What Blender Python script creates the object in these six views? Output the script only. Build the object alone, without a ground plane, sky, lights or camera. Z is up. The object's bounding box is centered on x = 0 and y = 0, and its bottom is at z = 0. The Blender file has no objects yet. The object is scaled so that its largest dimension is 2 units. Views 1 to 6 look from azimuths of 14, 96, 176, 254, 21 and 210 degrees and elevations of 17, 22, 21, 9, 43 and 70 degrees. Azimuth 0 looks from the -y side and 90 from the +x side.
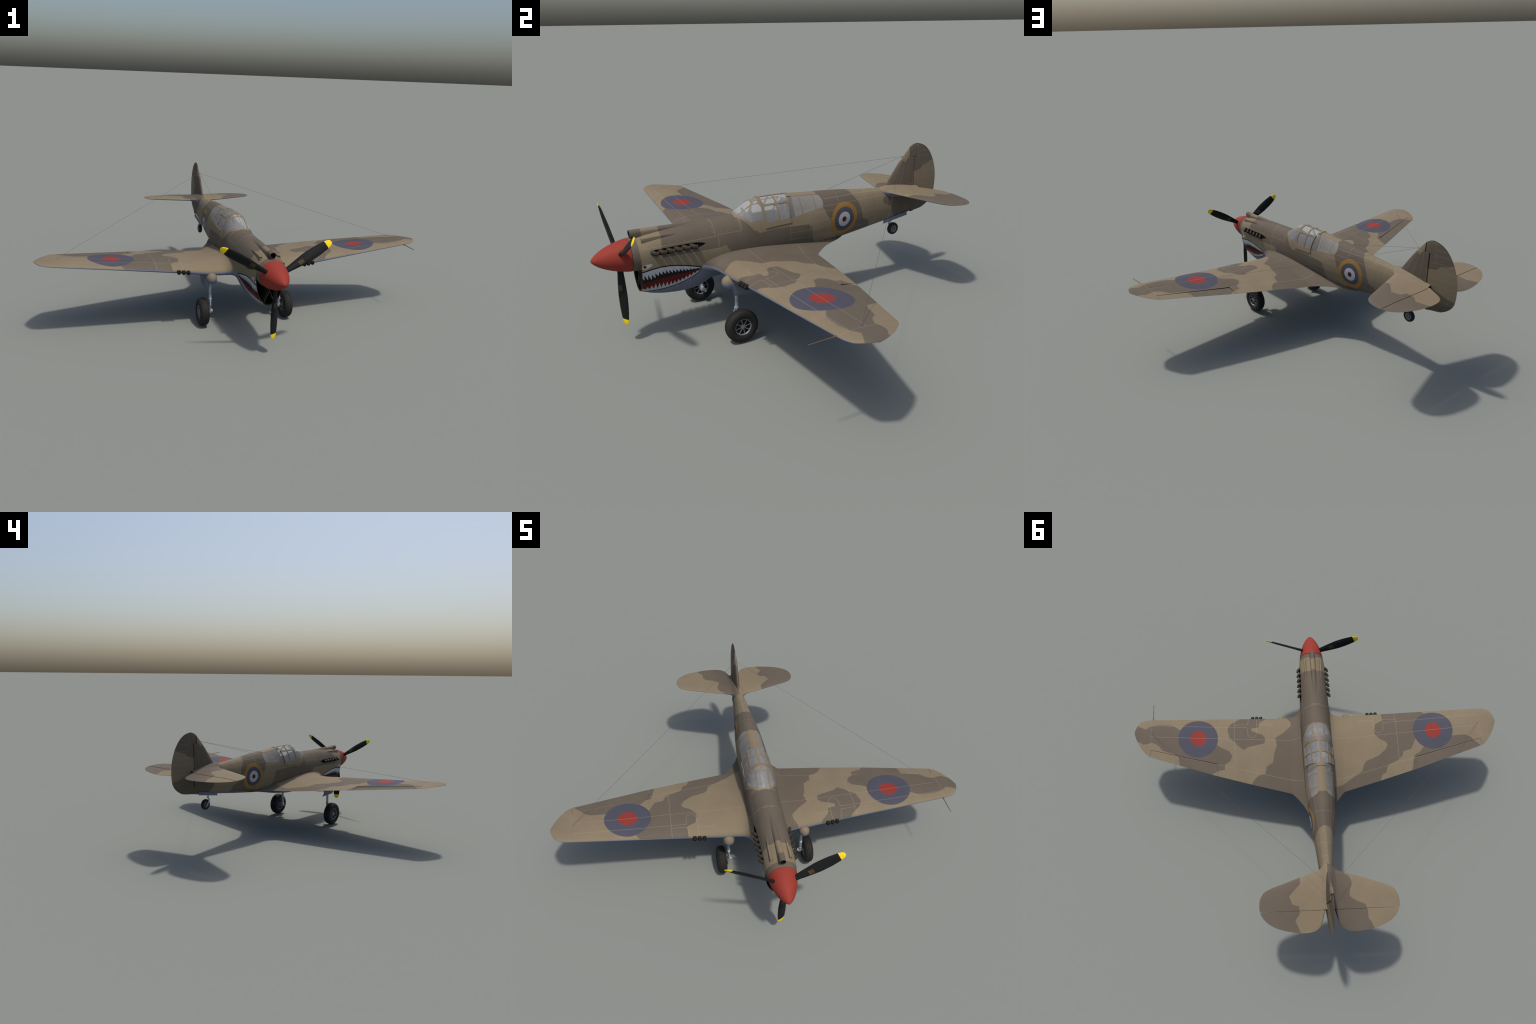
# A single-engined low-wing fighter aircraft in desert camouflage with a painted shark mouth.
# Everything is built in the aircraft's own frame (x = port, y = aft, z = up) and hung on one
# Empty that is turned into place.
import bpy, math, random
from mathutils import Vector, Matrix
random.seed(40)
# ---------------------------------------------------------------- curves
def pchip(pts):
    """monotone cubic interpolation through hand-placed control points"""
    xs=[p[0] for p in pts]; ys=[p[1] for p in pts]; n=len(xs)
    h=[xs[i+1]-xs[i] for i in range(n-1)]; d=[(ys[i+1]-ys[i])/h[i] for i in range(n-1)]
    m=[0.0]*n; m[0]=d[0]; m[-1]=d[-1]
    for i in range(1,n-1):
        if d[i-1]*d[i]>0:
            w1=2*h[i]+h[i-1]; w2=h[i]+2*h[i-1]; m[i]=(w1+w2)/(w1/d[i-1]+w2/d[i])
    def f(x):
        if x<=xs[0]: return ys[0]
        if x>=xs[-1]: return ys[-1]
        i=0
        while x>xs[i+1]: i+=1
        t=(x-xs[i])/h[i]; t2=t*t; t3=t2*t
        return ys[i]*(2*t3-3*t2+1)+h[i]*m[i]*(t3-2*t2+t)+ys[i+1]*(3*t2-2*t3)+h[i]*m[i+1]*(t3-t2)
    return f
def lin(pts):
    def f(x):
        if x<=pts[0][0]: return pts[0][1]
        for (a,b),(c,d) in zip(pts,pts[1:]):
            if x<=c: return b+(d-b)*(x-a)/(c-a)
        return pts[-1][1]
    return f
# ---------------------------------------------------------------- fuselage form
cowl_top=pchip([(-.52,.521),(-.456,.530),(-.385,.537),(-.31,.542),(-.237,.5455),(-.147,.5475),(-.025,.549)])
hood_top=pchip([(-.025,.549),(.02,.5775),(.066,.6043),(.083,.6105),(.1,.6130),(.15,.6140),(.22,.6130),(.285,.6105),(.43,.599),(.5,.5945),(.6,.586),(.72,.5715),(.85,.560),(.95,.5550),(1.12,.550)])
def z_top(y): return cowl_top(y) if y<-.025 else hood_top(y)
z_bot=pchip([(-.52,.2545),(-.49,.2440),(-.456,.2310),(-.385,.2165),(-.31,.2105),(-.237,.2145),(-.20,.2275),(-.160,.2480),(-.12,.2525),(-.03,.2500),(.08,.2480),(.275,.2675),(.42,.2950),(.5,.3090),(.6,.3200),(.72,.3335),(.84,.3495),(.92,.3600),(1.07,.3810),(1.12,.3865)])
half_w=pchip([(-.52,.0812),(-.485,.0858),(-.456,.0875),(-.385,.0890),(-.31,.0905),(-.237,.0935),(-.147,.0975),(-.02,.0975),(.1,.0965),(.26,.0945),(.374,.0915),(.47,.0865),(.597,.0755),(.74,.0575),(.89,.0425),(1.0,.0315),(1.12,.0200)])
z_wide=pchip([(-.52,.432),(-.385,.420),(-.237,.410),(-.147,.402),(.0,.405),(.1,.418),(.26,.430),(.374,.438),(.47,.444),(.7,.450),(.9,.457),(1.12,.468)])
n_up=pchip([(-.52,2.10),(-.48,2.2),(-.30,2.22),(-.147,2.02),(-.02,2.1),(.1,2.0),(.26,1.92),(.374,1.88),(.5,1.95),(.9,2.1),(1.12,2.3)])
def hull(y,a):
    """skin point at station y, angle a (0 = spine, pi = belly, negative = starboard)"""
    s=math.sin(a); c=math.cos(a); zt=z_top(y); zb=z_bot(y); zm=z_wide(y); hw=half_w(y)
    n=n_up(y) if c>0 else 2.05
    x=hw*math.copysign(abs(s)**(2/n),s)
    z=zm+((zt-zm) if c>0 else (zm-zb))*math.copysign(abs(c)**(2/n),c)
    return (x,y,z)
# ---------------------------------------------------------------- root
HEADING=math.radians(34.02)
root=bpy.data.objects.new("fighter_aircraft",None)
root.empty_display_size=.2
root.location=(-.0235,-.2293,0); root.rotation_euler=(0,0,HEADING)
bpy.context.scene.collection.objects.link(root)
root["label"]="single engine fighter plane, desert camouflage, shark mouth, red spinner"
root["category"]="airplane"

# ---------------------------------------------------------------- mesh helpers
def link(o,parent=None):
    bpy.context.scene.collection.objects.link(o); o.parent=parent or root; return o
def mk(name,V,F,mats,parent=None,idx=None,smooth=True,sharp=40,weld=None,normals=None):
    me=bpy.data.meshes.new(name); me.from_pydata([tuple(v) for v in V],[],[tuple(f) for f in F])
    mats=mats if isinstance(mats,(list,tuple)) else [mats]
    for m in mats: me.materials.append(m)
    if idx: me.polygons.foreach_set("material_index",idx)
    if weld:
        import bmesh
        bm=bmesh.new(); bm.from_mesh(me)
        bmesh.ops.remove_doubles(bm,verts=bm.verts,dist=weld)
        bmesh.ops.dissolve_degenerate(bm,edges=bm.edges,dist=weld)
        bmesh.ops.recalc_face_normals(bm,faces=bm.faces)
        bm.to_mesh(me); bm.free()
    me.update()
    if smooth:
        me.polygons.foreach_set("use_smooth",[True]*len(me.polygons))
        if sharp and not normals: me.set_sharp_from_angle(angle=math.radians(sharp))
    if normals: me.normals_split_custom_set_from_vertices(normals)
    return link(bpy.data.objects.new(name,me),parent)
def rings(rows,closed=True,cap0=False,cap1=False):
    """skin a list of equal-length rings"""
    V=[p for r in rows for p in r]; n=len(rows[0]); F=[]
    for i in range(len(rows)-1):
        for j in range(n if closed else n-1):
            a=i*n+j; b=i*n+(j+1)%n; F.append((a,b,b+n,a+n))
    if cap0: F.append(tuple(range(n-1,-1,-1)))
    if cap1: F.append(tuple((len(rows)-1)*n+j for j in range(n)))
    return V,F
def join(*parts):
    V=[];F=[]
    for v,f in parts:
        o=len(V); V+=list(v); F+=[tuple(i+o for i in q) for q in f]
    return V,F
def lathe(prof,axis='y',c=(0,0,0),n=48,cap0=False,cap1=False):
    """revolve (along, radius) pairs about an axis"""
    rows=[]
    for u,r in prof:
        row=[]
        for k in range(n):
            a=2*math.pi*k/n; p,q=r*math.cos(a),r*math.sin(a)
            row.append({'y':(c[0]+p,c[1]+u,c[2]+q),'x':(c[0]+u,c[1]+p,c[2]+q),'z':(c[0]+p,c[1]+q,c[2]+u)}[axis])
        rows.append(row)
    return rings(rows,True,cap0,cap1)
def tube(path,rad,n=12,cap=True):
    """sweep a circle along a polyline; rad may be a list"""
    P=[Vector(p) for p in path]; rows=[]
    R=rad if isinstance(rad,(list,tuple)) else [rad]*len(P)
    t0=(P[1]-P[0]).normalized(); up=Vector((0,0,1)) if abs(t0.z)<.9 else Vector((1,0,0))
    for i,p in enumerate(P):
        t=(P[min(i+1,len(P)-1)]-P[max(i-1,0)]).normalized()
        a=(up-t*up.dot(t)).normalized(); b=t.cross(a)
        rows.append([p+(a*math.cos(2*math.pi*k/n)+b*math.sin(2*math.pi*k/n))*R[i] for k in range(n)])
    return rings(rows,True,cap,cap)
def box(c,s):
    V=[(c[0]+i*s[0]/2,c[1]+j*s[1]/2,c[2]+k*s[2]/2) for i in(-1,1) for j in(-1,1) for k in(-1,1)]
    return V,[(0,1,3,2),(4,6,7,5),(0,4,5,1),(2,3,7,6),(0,2,6,4),(1,5,7,3)]
def plate(poly,axis,c,t):
    """flat plate from a 2D outline, thickness t across the axis"""
    n=len(poly); mkp={'x':lambda u,v,w:(w,u,v),'y':lambda u,v,w:(u,w,v),'z':lambda u,v,w:(u,v,w)}[axis]
    V=[mkp(u,v,c-t/2) for u,v in poly]+[mkp(u,v,c+t/2) for u,v in poly]
    F=[tuple(range(n)),tuple(range(2*n-1,n-1,-1))]+[(i,(i+1)%n,n+(i+1)%n,n+i) for i in range(n)]
    return V,F
def mirror(vf): return [(-x,y,z) for x,y,z in vf[0]],[tuple(reversed(f)) for f in vf[1]]

# ---------------------------------------------------------------- node helpers
class Nodes:
    def __init__(s,name):
        s.m=bpy.data.materials.new(name); s.m.use_nodes=True; s.t=s.m.node_tree; s.t.nodes.clear()
        s.tc=s.t.nodes.new("ShaderNodeTexCoord").outputs["Object"]
        x=s.t.nodes.new("ShaderNodeSeparateXYZ"); s.t.links.new(s.tc,x.inputs[0]); s.x,s.y,s.z=x.outputs
    def n(s,k,**kw):
        nd=s.t.nodes.new(k)
        for a,b in kw.items(): setattr(nd,a,b)
        return nd
    def put(s,sock,v):
        if isinstance(v,bpy.types.NodeSocket): s.t.links.new(v,sock)
        else: sock.default_value=v
    def math(s,op,a,b=0.0,c=None):
        nd=s.n("ShaderNodeMath",operation=op); s.put(nd.inputs[0],a); s.put(nd.inputs[1],b)
        if c is not None: s.put(nd.inputs[2],c)
        return nd.outputs[0]
    def add(s,a,b): return s.math('ADD',a,b)
    def sub(s,a,b): return s.math('SUBTRACT',a,b)
    def mul(s,a,b): return s.math('MULTIPLY',a,b)
    def gt(s,a,b): return s.math('GREATER_THAN',a,b)
    def lt(s,a,b): return s.math('LESS_THAN',a,b)
    def both(s,*a):
        r=a[0]
        for q in a[1:]: r=s.math('MINIMUM',r,q)
        return r
    def any(s,*a):
        r=a[0]
        for q in a[1:]: r=s.math('MAXIMUM',r,q)
        return r
    def curve(s,v,pts):
        """piecewise-linear outline through control points (v -> w)"""
        pts=sorted(pts); x0,x1=pts[0][0],pts[-1][0]; ys=[p[1] for p in pts]; y0,y1=min(ys),max(ys)
        if y1-y0<1e-6: return y0
        f=s.n("ShaderNodeFloatCurve"); c=f.mapping.curves[0]
        q=[((a-x0)/(x1-x0),(b-y0)/(y1-y0)) for a,b in pts]
        c.points[0].location=q[0]; c.points[1].location=q[-1]
        for p in q[1:-1]: c.points.new(*p)
        for p in c.points: p.handle_type='VECTOR'
        f.mapping.update()
        u=s.n("ShaderNodeMapRange"); u.clamp=True; s.put(u.inputs[0],v); u.inputs[1].default_value=x0; u.inputs[2].default_value=x1
        s.put(f.inputs["Value"],u.outputs[0])
        return s.add(s.mul(f.outputs[0],y1-y0),y0)
    def dist(s,u,v,cu,cv):
        a=s.sub(u,cu); b=s.sub(v,cv); return s.math('SQRT',s.add(s.mul(a,a),s.mul(b,b)))
    def seg(s,u,v,a,b,w=.0011):
        """thin line from a to b in the (u,v) plane"""
        L=math.hypot(b[0]-a[0],b[1]-a[1]); c,sn=(b[0]-a[0])/L,(b[1]-a[1])/L
        du=s.sub(u,(a[0]+b[0])/2); dv=s.sub(v,(a[1]+b[1])/2)
        al=s.math('ABSOLUTE',s.add(s.mul(du,c),s.mul(dv,sn))); ac=s.math('ABSOLUTE',s.sub(s.mul(dv,c),s.mul(du,sn)))
        return s.both(s.lt(al,L/2),s.lt(ac,w))
    def mix(s,f,a,b):
        nd=s.n("ShaderNodeMix",data_type='RGBA'); s.put(nd.inputs[0],f)
        for k,v in((6,a),(7,b)): s.put(nd.inputs[k],v if isinstance(v,bpy.types.NodeSocket) else tuple(v)+(1,)*(4-len(v)))
        return nd.outputs[2]
    def noise(s,scale,detail=3.0,rough=.6,vec=None):
        nd=s.n("ShaderNodeTexNoise"); s.put(nd.inputs["Vector"],vec or s.tc); nd.inputs["Scale"].default_value=scale
        nd.inputs["Detail"].default_value=detail; nd.inputs["Roughness"].default_value=rough; return nd.outputs[0]
    def ramp(s,v,a,b,c,d):
        u=s.n("ShaderNodeMapRange"); s.put(u.inputs[0],v)
        for k,q in zip((1,2,3,4),(a,b,c,d)): u.inputs[k].default_value=q
        return u.outputs[0]
    def weather(s,col,amt=.10):
        """faint mottling and grain so that paint is not perfectly even"""
        k=s.add(s.ramp(s.noise(9,4),.3,.7,-amt,amt),s.ramp(s.noise(260,2),.3,.7,-amt*.5,amt*.5))
        nd=s.n("ShaderNodeVectorMath",operation='SCALE'); s.put(nd.inputs[0],col); s.put(nd.inputs[3],s.add(k,1.0)); return nd.outputs[0]
    def done(s,col,rough=.65,metal=0.0,spec=.08,bump=None,coat=0.0):
        p=s.n("ShaderNodeBsdfPrincipled"); s.put(p.inputs["Base Color"],col if isinstance(col,bpy.types.NodeSocket) else tuple(col)+(1,)*(4-len(col)))
        s.put(p.inputs["Roughness"],rough); p.inputs["Metallic"].default_value=metal; p.inputs["Specular IOR Level"].default_value=spec
        p.inputs["Coat Weight"].default_value=coat
        if bump is not None:
            b=s.n("ShaderNodeBump"); b.inputs["Strength"].default_value=bump[1]; b.inputs["Distance"].default_value=.001; s.put(b.inputs["Height"],bump[0])
            s.t.links.new(b.outputs[0],p.inputs["Normal"])
        o=s.n("ShaderNodeOutputMaterial"); s.t.links.new(p.outputs[0],o.inputs[0]); s.bsdf=p; return s.m
def plain(name,col,rough=.6,metal=0.0,spec=.12,var=.08,coat=0.0):
    s=Nodes(name); return s.done(s.weather(s.mix(0.0,col,col),var),rough,metal,spec,coat=coat)

# ---------------------------------------------------------------- paint colours
TAN=(.193,.155,.102); BROWN=(.113,.093,.071); BLUE=(.140,.156,.208); NAVY=(.066,.066,.087)
RED=(.225,.036,.028); YELLOW=(.250,.140,.040); WHITE=(.365,.370,.395); BLACK=(.012,.013,.014); MAROON=(.100,.013,.010)
PALE=(.30,.26,.21)
# ---------------------------------------------------------------- materials
def panel_lines(s,u,v,segs,w=.0011):
    return s.any(*[s.seg(u,v,a,b,w) for a,b in segs])
def fuselage_paint():
    s=Nodes("fuselage_paint"); y,z=s.y,s.z
    # brown camouflage: cowling-to-cockpit patch, band behind the cockpit, tail patch
    front=s.gt(y,s.curve(z,[(.20,-.417),(.474,-.414),(.513,-.409),(.534,-.404),(.56,-.402)]))
    low=s.gt(z,s.curve(y,[(-.6,.427),(-.138,.427),(-.102,.436),(-.077,.398),(-.062,.370),(-.045,.30),(-.03,.2),(.5,.19)]))
    top=s.lt(z,s.curve(y,[(-.6,.70),(-.03,.70),(-.022,.551),(-.013,.543),(.02,.521),(.049,.491),(.081,.460),(.153,.468),(.25,.465),(.322,.460),(.368,.456),(.384,.440),(.395,.370),(.409,.354),(.43,.24),(1.2,.23)]))
    band=s.both(s.gt(y,s.curve(z,[(.30,.585),(.40,.538),(.454,.503),(.490,.482),(.527,.465),(.589,.446),(.60,.449)])),
                s.lt(y,s.curve(z,[(.33,.80),(.371,.791),(.394,.782),(.411,.758),(.422,.734),(.448,.727),(.484,.715),(.522,.698),(.548,.677),(.573,.661),(.60,.635)])))
    tail=s.gt(y,s.curve(z,[(.35,1.0),(.403,.968),(.418,.955),(.451,.945),(.467,.909),(.477,.889),(.495,.879),(.512,.891),(.516,1.2)]))
    brown=s.any(s.both(front,low,top),band,tail)
    nose=s.lt(y,-.5165)
    col=s.mix(s.any(brown,nose),TAN,BROWN)
    # sky-blue belly
    belly=[(-.52,.256),(-.494,.2545),(-.445,.258),(-.409,.260),(-.364,.268),(-.322,.279),(-.274,.299),(-.247,.316),(-.227,.333),(-.217,.340),(-.1,.31),(.0,.275),(.3,.28),(.42,.306),(.5,.319),(.58,.331),(.697,.346),(.859,.363),(.95,.370),(1.07,.386),(1.12,.391)]
    col=s.mix(s.lt(z,s.curve(y,belly)),col,BLUE)
    # pale panel seams and fastener rows
    seams=[((-.52,.482),(-.148,.482)),((-.148,.482),(-.148,.56)),((-.137,.487),(-.011,.488)),((-.137,.487),(-.135,.385)),((-.0115,.488),(-.012,.546)),
      ((-.491,.429),(-.14,.427)),((.2545,.476),(.2565,.37)),((.372,.515),(.376,.355)),((.253,.465),(.54,.462)),((.254,.429),(.60,.420)),((.257,.394),(.56,.376)),
      ((.372,.511),(.54,.503)),((.475,.565),(.714,.559)),((.714,.559),(.89,.548)),((.467,.532),(.89,.522)),((.644,.467),(.91,.457)),((.646,.427),(.91,.418)),
      ((.5655,.53),(.5655,.60)),((.755,.40),(.755,.57)),((.834,.36),(.834,.57)),((.909,.50),(.92,.39)),((.62,.385),(.83,.378)),((.54,.345),(.56,.34)),
      ((-.44,.24),(-.44,.325)),((-.375,.24),(-.375,.33)),((-.345,.24),(-.345,.33)),((-.285,.24),(-.285,.33))]
    line=panel_lines(s,y,z,seams)
    def rivets(z0,y0,y1,step,r=.0021):
        f=s.mul(s.sub(s.math('FRACT',s.math('DIVIDE',s.sub(y,y0),step)),.5),step)
        return s.both(s.lt(s.dist(f,z,0.0,z0),r),s.gt(y,y0),s.lt(y,y1))
    riv=s.any(rivets(.4905,-.505,-.16,.037),rivets(.4965,-.13,-.05,.028),rivets(.4215,-.26,-.15,.03),
              s.both(s.lt(s.dist(y,s.math('FRACT',s.mul(z,45.0)),-.155,0.5),.12),s.lt(s.math('ABSOLUTE',s.add(y,.156)),.002),s.gt(z,.49)))
    col=s.mix(s.mul(s.any(line,s.mul(riv,.8)),.42),col,PALE)
    # side roundel
    d=s.dist(y,z,.598,.442); side=s.gt(s.math('ABSOLUTE',s.x),.03)
    for r,c in((.0915,YELLOW),(.0665,NAVY),(.0400,WHITE),(.0148,MAROON)):
        col=s.mix(s.both(s.lt(d,r),side),col,c)
    col=s.mix(s.mul(s.both(line,s.lt(d,.0915)),.18),col,PALE)
    # shark mouth
    zU=s.curve(y,[(-.52,.3735),(-.471,.384),(-.428,.389),(-.374,.386),(-.319,.375),(-.263,.360),(-.215,.344)])
    zL=s.curve(y,belly[:9]+[(-.217,.343)])
    mouth=s.both(s.lt(z,zU),s.gt(z,zL),s.lt(y,-.217))
    gum=s.curve(y,[(-.52,.355),(-.472,.357),(-.43,.3665),(-.393,.3655),(-.338,.360),(-.282,.349),(-.225,.343)])
    tip=s.curve(y,[(-.52,.330),(-.468,.327),(-.442,.341),(-.413,.346),(-.376,.345),(-.33,.3425),(-.28,.340),(-.225,.3405)])
    def saw(step,ph,pw):
        f=s.math('FRACT',s.math('DIVIDE',s.add(y,ph),step)); return s.math('POWER',s.sub(1.0,f),pw)
    wob=s.mul(s.sub(s.noise(35,1),.5),.25)
    t1=s.add(tip,s.mul(s.sub(gum,tip),s.add(saw(.0166,.5212,1.25),wob)))
    upper=s.both(s.gt(z,t1),s.lt(z,s.sub(zU,.0062)))
    redz=s.lt(z,s.curve(y,[(-.52,.3085),(-.448,.323),(-.376,.328),(-.301,.332),(-.257,.3335),(-.217,.3415)]))
    lg=s.curve(y,[(-.52,.268),(-.456,.274),(-.397,.2755),(-.356,.283),(-.323,.293),(-.28,.310),(-.225,.337)])
    lt=s.curve(y,[(-.52,.278),(-.498,.284),(-.467,.297),(-.45,.304),(-.414,.303),(-.373,.301),(-.334,.305),(-.291,.320),(-.225,.340)])
    f2=s.math('FRACT',s.math('DIVIDE',s.add(y,.5165),.0182))
    tri=s.math('POWER',s.sub(1.0,s.mul(s.math('ABSOLUTE',s.sub(f2,.5)),2.0)),1.3)
    lower=s.both(s.lt(z,s.add(lg,s.mul(s.sub(lt,lg),s.add(tri,wob)))),s.gt(z,s.add(zL,.0050)))
    m=s.mix(redz,BLACK,MAROON); m=s.mix(s.any(upper,lower),m,WHITE)
    edge=s.any(s.gt(z,s.sub(zU,.0062)),s.lt(z,s.add(zL,.0050)))
    m=s.mix(edge,m,BLACK); col=s.mix(mouth,col,m)
    # eye
    du=s.add(y,.490); dv=s.sub(z,.399); ca,sa=math.cos(.27),math.sin(.27)
    eu=s.add(s.mul(du,ca),s.mul(dv,sa)); ev=s.sub(s.mul(dv,ca),s.mul(du,sa))
    wid=s.curve(eu,[(-.0235,0),(-.021,.006),(-.015,.0098),(-.006,.0112),(.006,.0092),(.017,.0062),(.023,.004),(.0255,0)])
    col=s.mix(s.lt(s.math('ABSOLUTE',ev),wid),col,WHITE)
    col=s.mix(s.lt(s.dist(y,z,-.500,.3985),.0075),col,MAROON)
    return s.done(s.weather(col,.05),.62)
def wing_paint():
    s=Nodes("wing_upper_paint"); x,y=s.x,s.y
    port=s.gt(x,0.0)
    p1=s.lt(x,s.curve(y,[(-.30,.19),(-.145,.183),(-.112,.162),(-.081,.161),(-.033,.214),(.003,.269),(.055,.259),(.104,.278),(.168,.288),(.195,.332),(.242,.341),(.248,.376),(.269,.406),(.310,.432),(.40,.47)]))
    p2=s.both(s.lt(x,s.curve(y,[(-.16,.49),(-.138,.506),(-.117,.534),(-.103,.557),(-.081,.573),(-.056,.580),(.004,.566),(.026,.534),(.050,.517),(.082,.478)])),
              s.gt(x,s.curve(y,[(-.16,.315),(-.141,.330),(-.110,.369),(-.074,.378),(-.070,.421),(-.051,.424),(-.038,.397),(-.021,.352),(.006,.333),(.039,.341),(.057,.420),(.061,.445),(.082,.478)])),s.lt(y,.082))
    p3=s.both(s.gt(y,s.curve(x,[(.553,.128),(.558,.110),(.575,.086),(.619,.067),(.651,.045),(.895,-.064),(.930,-.089),(.955,-.093),(1.023,-.096),(1.072,-.090),(1.110,-.065),(1.159,-.090),(1.19,-.11)])),
              s.lt(y,s.curve(x,[(.553,.128),(.571,.158),(.601,.176),(.6025,.210),(.655,.221),(.686,.241),(.69,.30),(.886,.30),(.889,.184),(.897,.123),(.932,.100),(1.000,.079),(1.024,.047),(1.064,.026),(1.102,.035),(1.128,.034),(1.146,.018),(1.19,.018)])),s.gt(x,.553))
    s1=s.both(s.gt(x,s.curve(y,[(-.16,-.700),(-.131,-.722),(-.124,-.729),(.048,-.653),(.119,-.619),(.132,-.568),(.160,-.560),(.185,-.534),(.214,-.468),(.227,-.457),(.265,-.445),(.275,-.423),(.317,-.404),(.40,-.36)])),
              s.lt(x,s.curve(y,[(-.16,-.446),(-.090,-.447),(-.068,-.400),(-.022,-.387),(.008,-.392),(.042,-.421),(.058,-.455),(.081,-.469),(.116,-.450),(.152,-.405),(.182,-.323),(.206,-.303),(.245,-.294),(.274,-.247),(.334,-.154),(.346,-.106),(.36,.05),(.7,.06)])))
    s2=s.both(s.lt(x,-.613),s.gt(y,s.curve(x,[(-1.19,.135),(-1.073,.128),(-1.026,.085),(-1.011,.064),(-.973,.045),(-.926,.045),(-.895,.048),(-.697,.114),(-.670,.146),(-.637,.160),(-.621,.232),(-.613,.262)])))
    brown=s.any(s.both(port,s.any(p1,p2,p3)),s.both(s.sub(1.0,port),s.any(s1,s2)))
    col=s.mix(brown,TAN,BROWN)
    ax=s.math('ABSOLUTE',x)
    for r,c in((.128,NAVY),(.0520,RED)): col=s.mix(s.lt(s.dist(ax,y,.771,0.0),r),col,c)
    segs=[((1.0755,-.14),(1.0745,.079)),((1.075,-.090),(.451,-.0755)),((1.072,-.0145),(.16,.022)),((.16,.022),(.10,.012)),((1.0745,.076),(.13,.2955)),((.13,.2955),(.09,.298)),
          ((.5355,-.16),(.535,.185)),((.440,-.15),(.448,-.097)),((.448,-.097),(.537,-.095)),((.451,-.0755),(.450,-.033)),((.450,-.033),(.438,-.008)),((.438,-.008),(.416,-.0015)),
          ((.416,-.0015),(.397,-.012)),((.397,-.012),(.390,-.037)),((.390,-.037),(.387,-.15)),((.387,-.098),(.308,-.100)),((.308,-.100),(.296,-.083))]
    col=s.mix(s.mul(panel_lines(s,ax,y,segs,.0013),.40),col,PALE)
    return s.done(s.weather(col,.05),.62)
def tailplane_paint():
    s=Nodes("tailplane_upper_paint"); x,y=s.x,s.y
    p=s.gt(x,s.curve(y,[(.93,.160),(.957,.163),(.988,.165),(1.055,.231),(1.102,.214),(1.113,.177),(1.153,.172),(1.191,.201),(1.261,.172)]))
    q=s.both(s.lt(x,.003),s.gt(x,s.curve(y,[(.85,-.06),(.938,-.098),(.949,-.119),(.981,-.134),(1.005,-.134),(1.039,-.119),(1.068,-.117),(1.095,-.156),(1.114,-.203),(1.135,-.212),(1.151,-.217),(1.192,-.217),(1.216,-.234),(1.265,-.255)])))
    return s.done(s.weather(s.mix(s.any(p,q),TAN,BROWN),.05),.62)
def fin_paint():
    s=Nodes("fin_paint"); y,z=s.y,s.z
    tip=s.both(s.lt(y,1.077),s.gt(z,s.curve(y,[(.95,.70),(1.014,.697),(1.051,.684),(1.077,.720),(1.09,.73)])))
    rud=s.both(s.gt(y,1.105),s.lt(z,s.curve(y,[(1.10,.626),(1.123,.623),(1.162,.631),(1.182,.653),(1.227,.663),(1.249,.674),(1.30,.676)])),
               s.gt(z,s.curve(y,[(1.10,.546),(1.15,.518),(1.192,.505),(1.242,.487),(1.286,.479),(1.30,.475)])))
    col=s.mix(s.any(tip,rud),BROWN,TAN)
    segs=[((1.029,.716),(.965,.570)),((1.054,.713),(1.012,.563)),((1.076,.708),(1.062,.563)),((.93,.578),(.985,.558)),((.985,.558),(1.108,.556)),((1.030,.725),(1.075,.723)),
          ((1.147,.736),(1.21,.736)),((1.139,.707),(1.235,.708)),((1.132,.666),(1.27,.667)),((1.128,.627),(1.28,.625)),((1.127,.585),(1.285,.584)),((1.131,.546),(1.285,.544)),((1.14,.520),(1.285,.519)),
          ((1.142,.78),(1.142,.708)),((1.245,.52),(1.245,.45)),((1.16,.46),(1.28,.46)),((1.155,.46),(1.155,.41)),((1.135,.70),(1.155,.70)),((1.155,.70),(1.155,.672))]
    col=s.mix(s.mul(panel_lines(s,y,z,segs,.0011),.30),col,PALE)
    return s.done(s.weather(col,.05),.62)
def scoop_paint():
    s=Nodes("scoop_paint"); tan=s.both(s.gt(s.y,-.486),s.lt(s.y,-.404))
    return s.done(s.weather(s.mix(tan,BROWN,TAN),.05),.62)
def nose_paint():
    s=Nodes("nose_ring_paint"); return s.done(s.weather(s.mix(s.gt(s.y,-.5165),BROWN,TAN),.05),.62)
def glass(name,haze,alpha):
    s=Nodes(name)
    g=s.noise(900,1,.5); col=s.mix(s.ramp(g,.35,.65,0,1),tuple(c*.82 for c in haze),tuple(min(1,c*1.18) for c in haze))
    s.done(col,.30,0,.15); t=s.t
    tr=s.n("ShaderNodeBsdfTransparent"); mx=s.n("ShaderNodeMixShader"); mx.inputs[0].default_value=alpha
    out=[n for n in t.nodes if n.type=='OUTPUT_MATERIAL'][0]
    t.links.new(tr.outputs[0],mx.inputs[1]); t.links.new(s.bsdf.outputs[0],mx.inputs[2]); t.links.new(mx.outputs[0],out.inputs[0])
    return s.m
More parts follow.
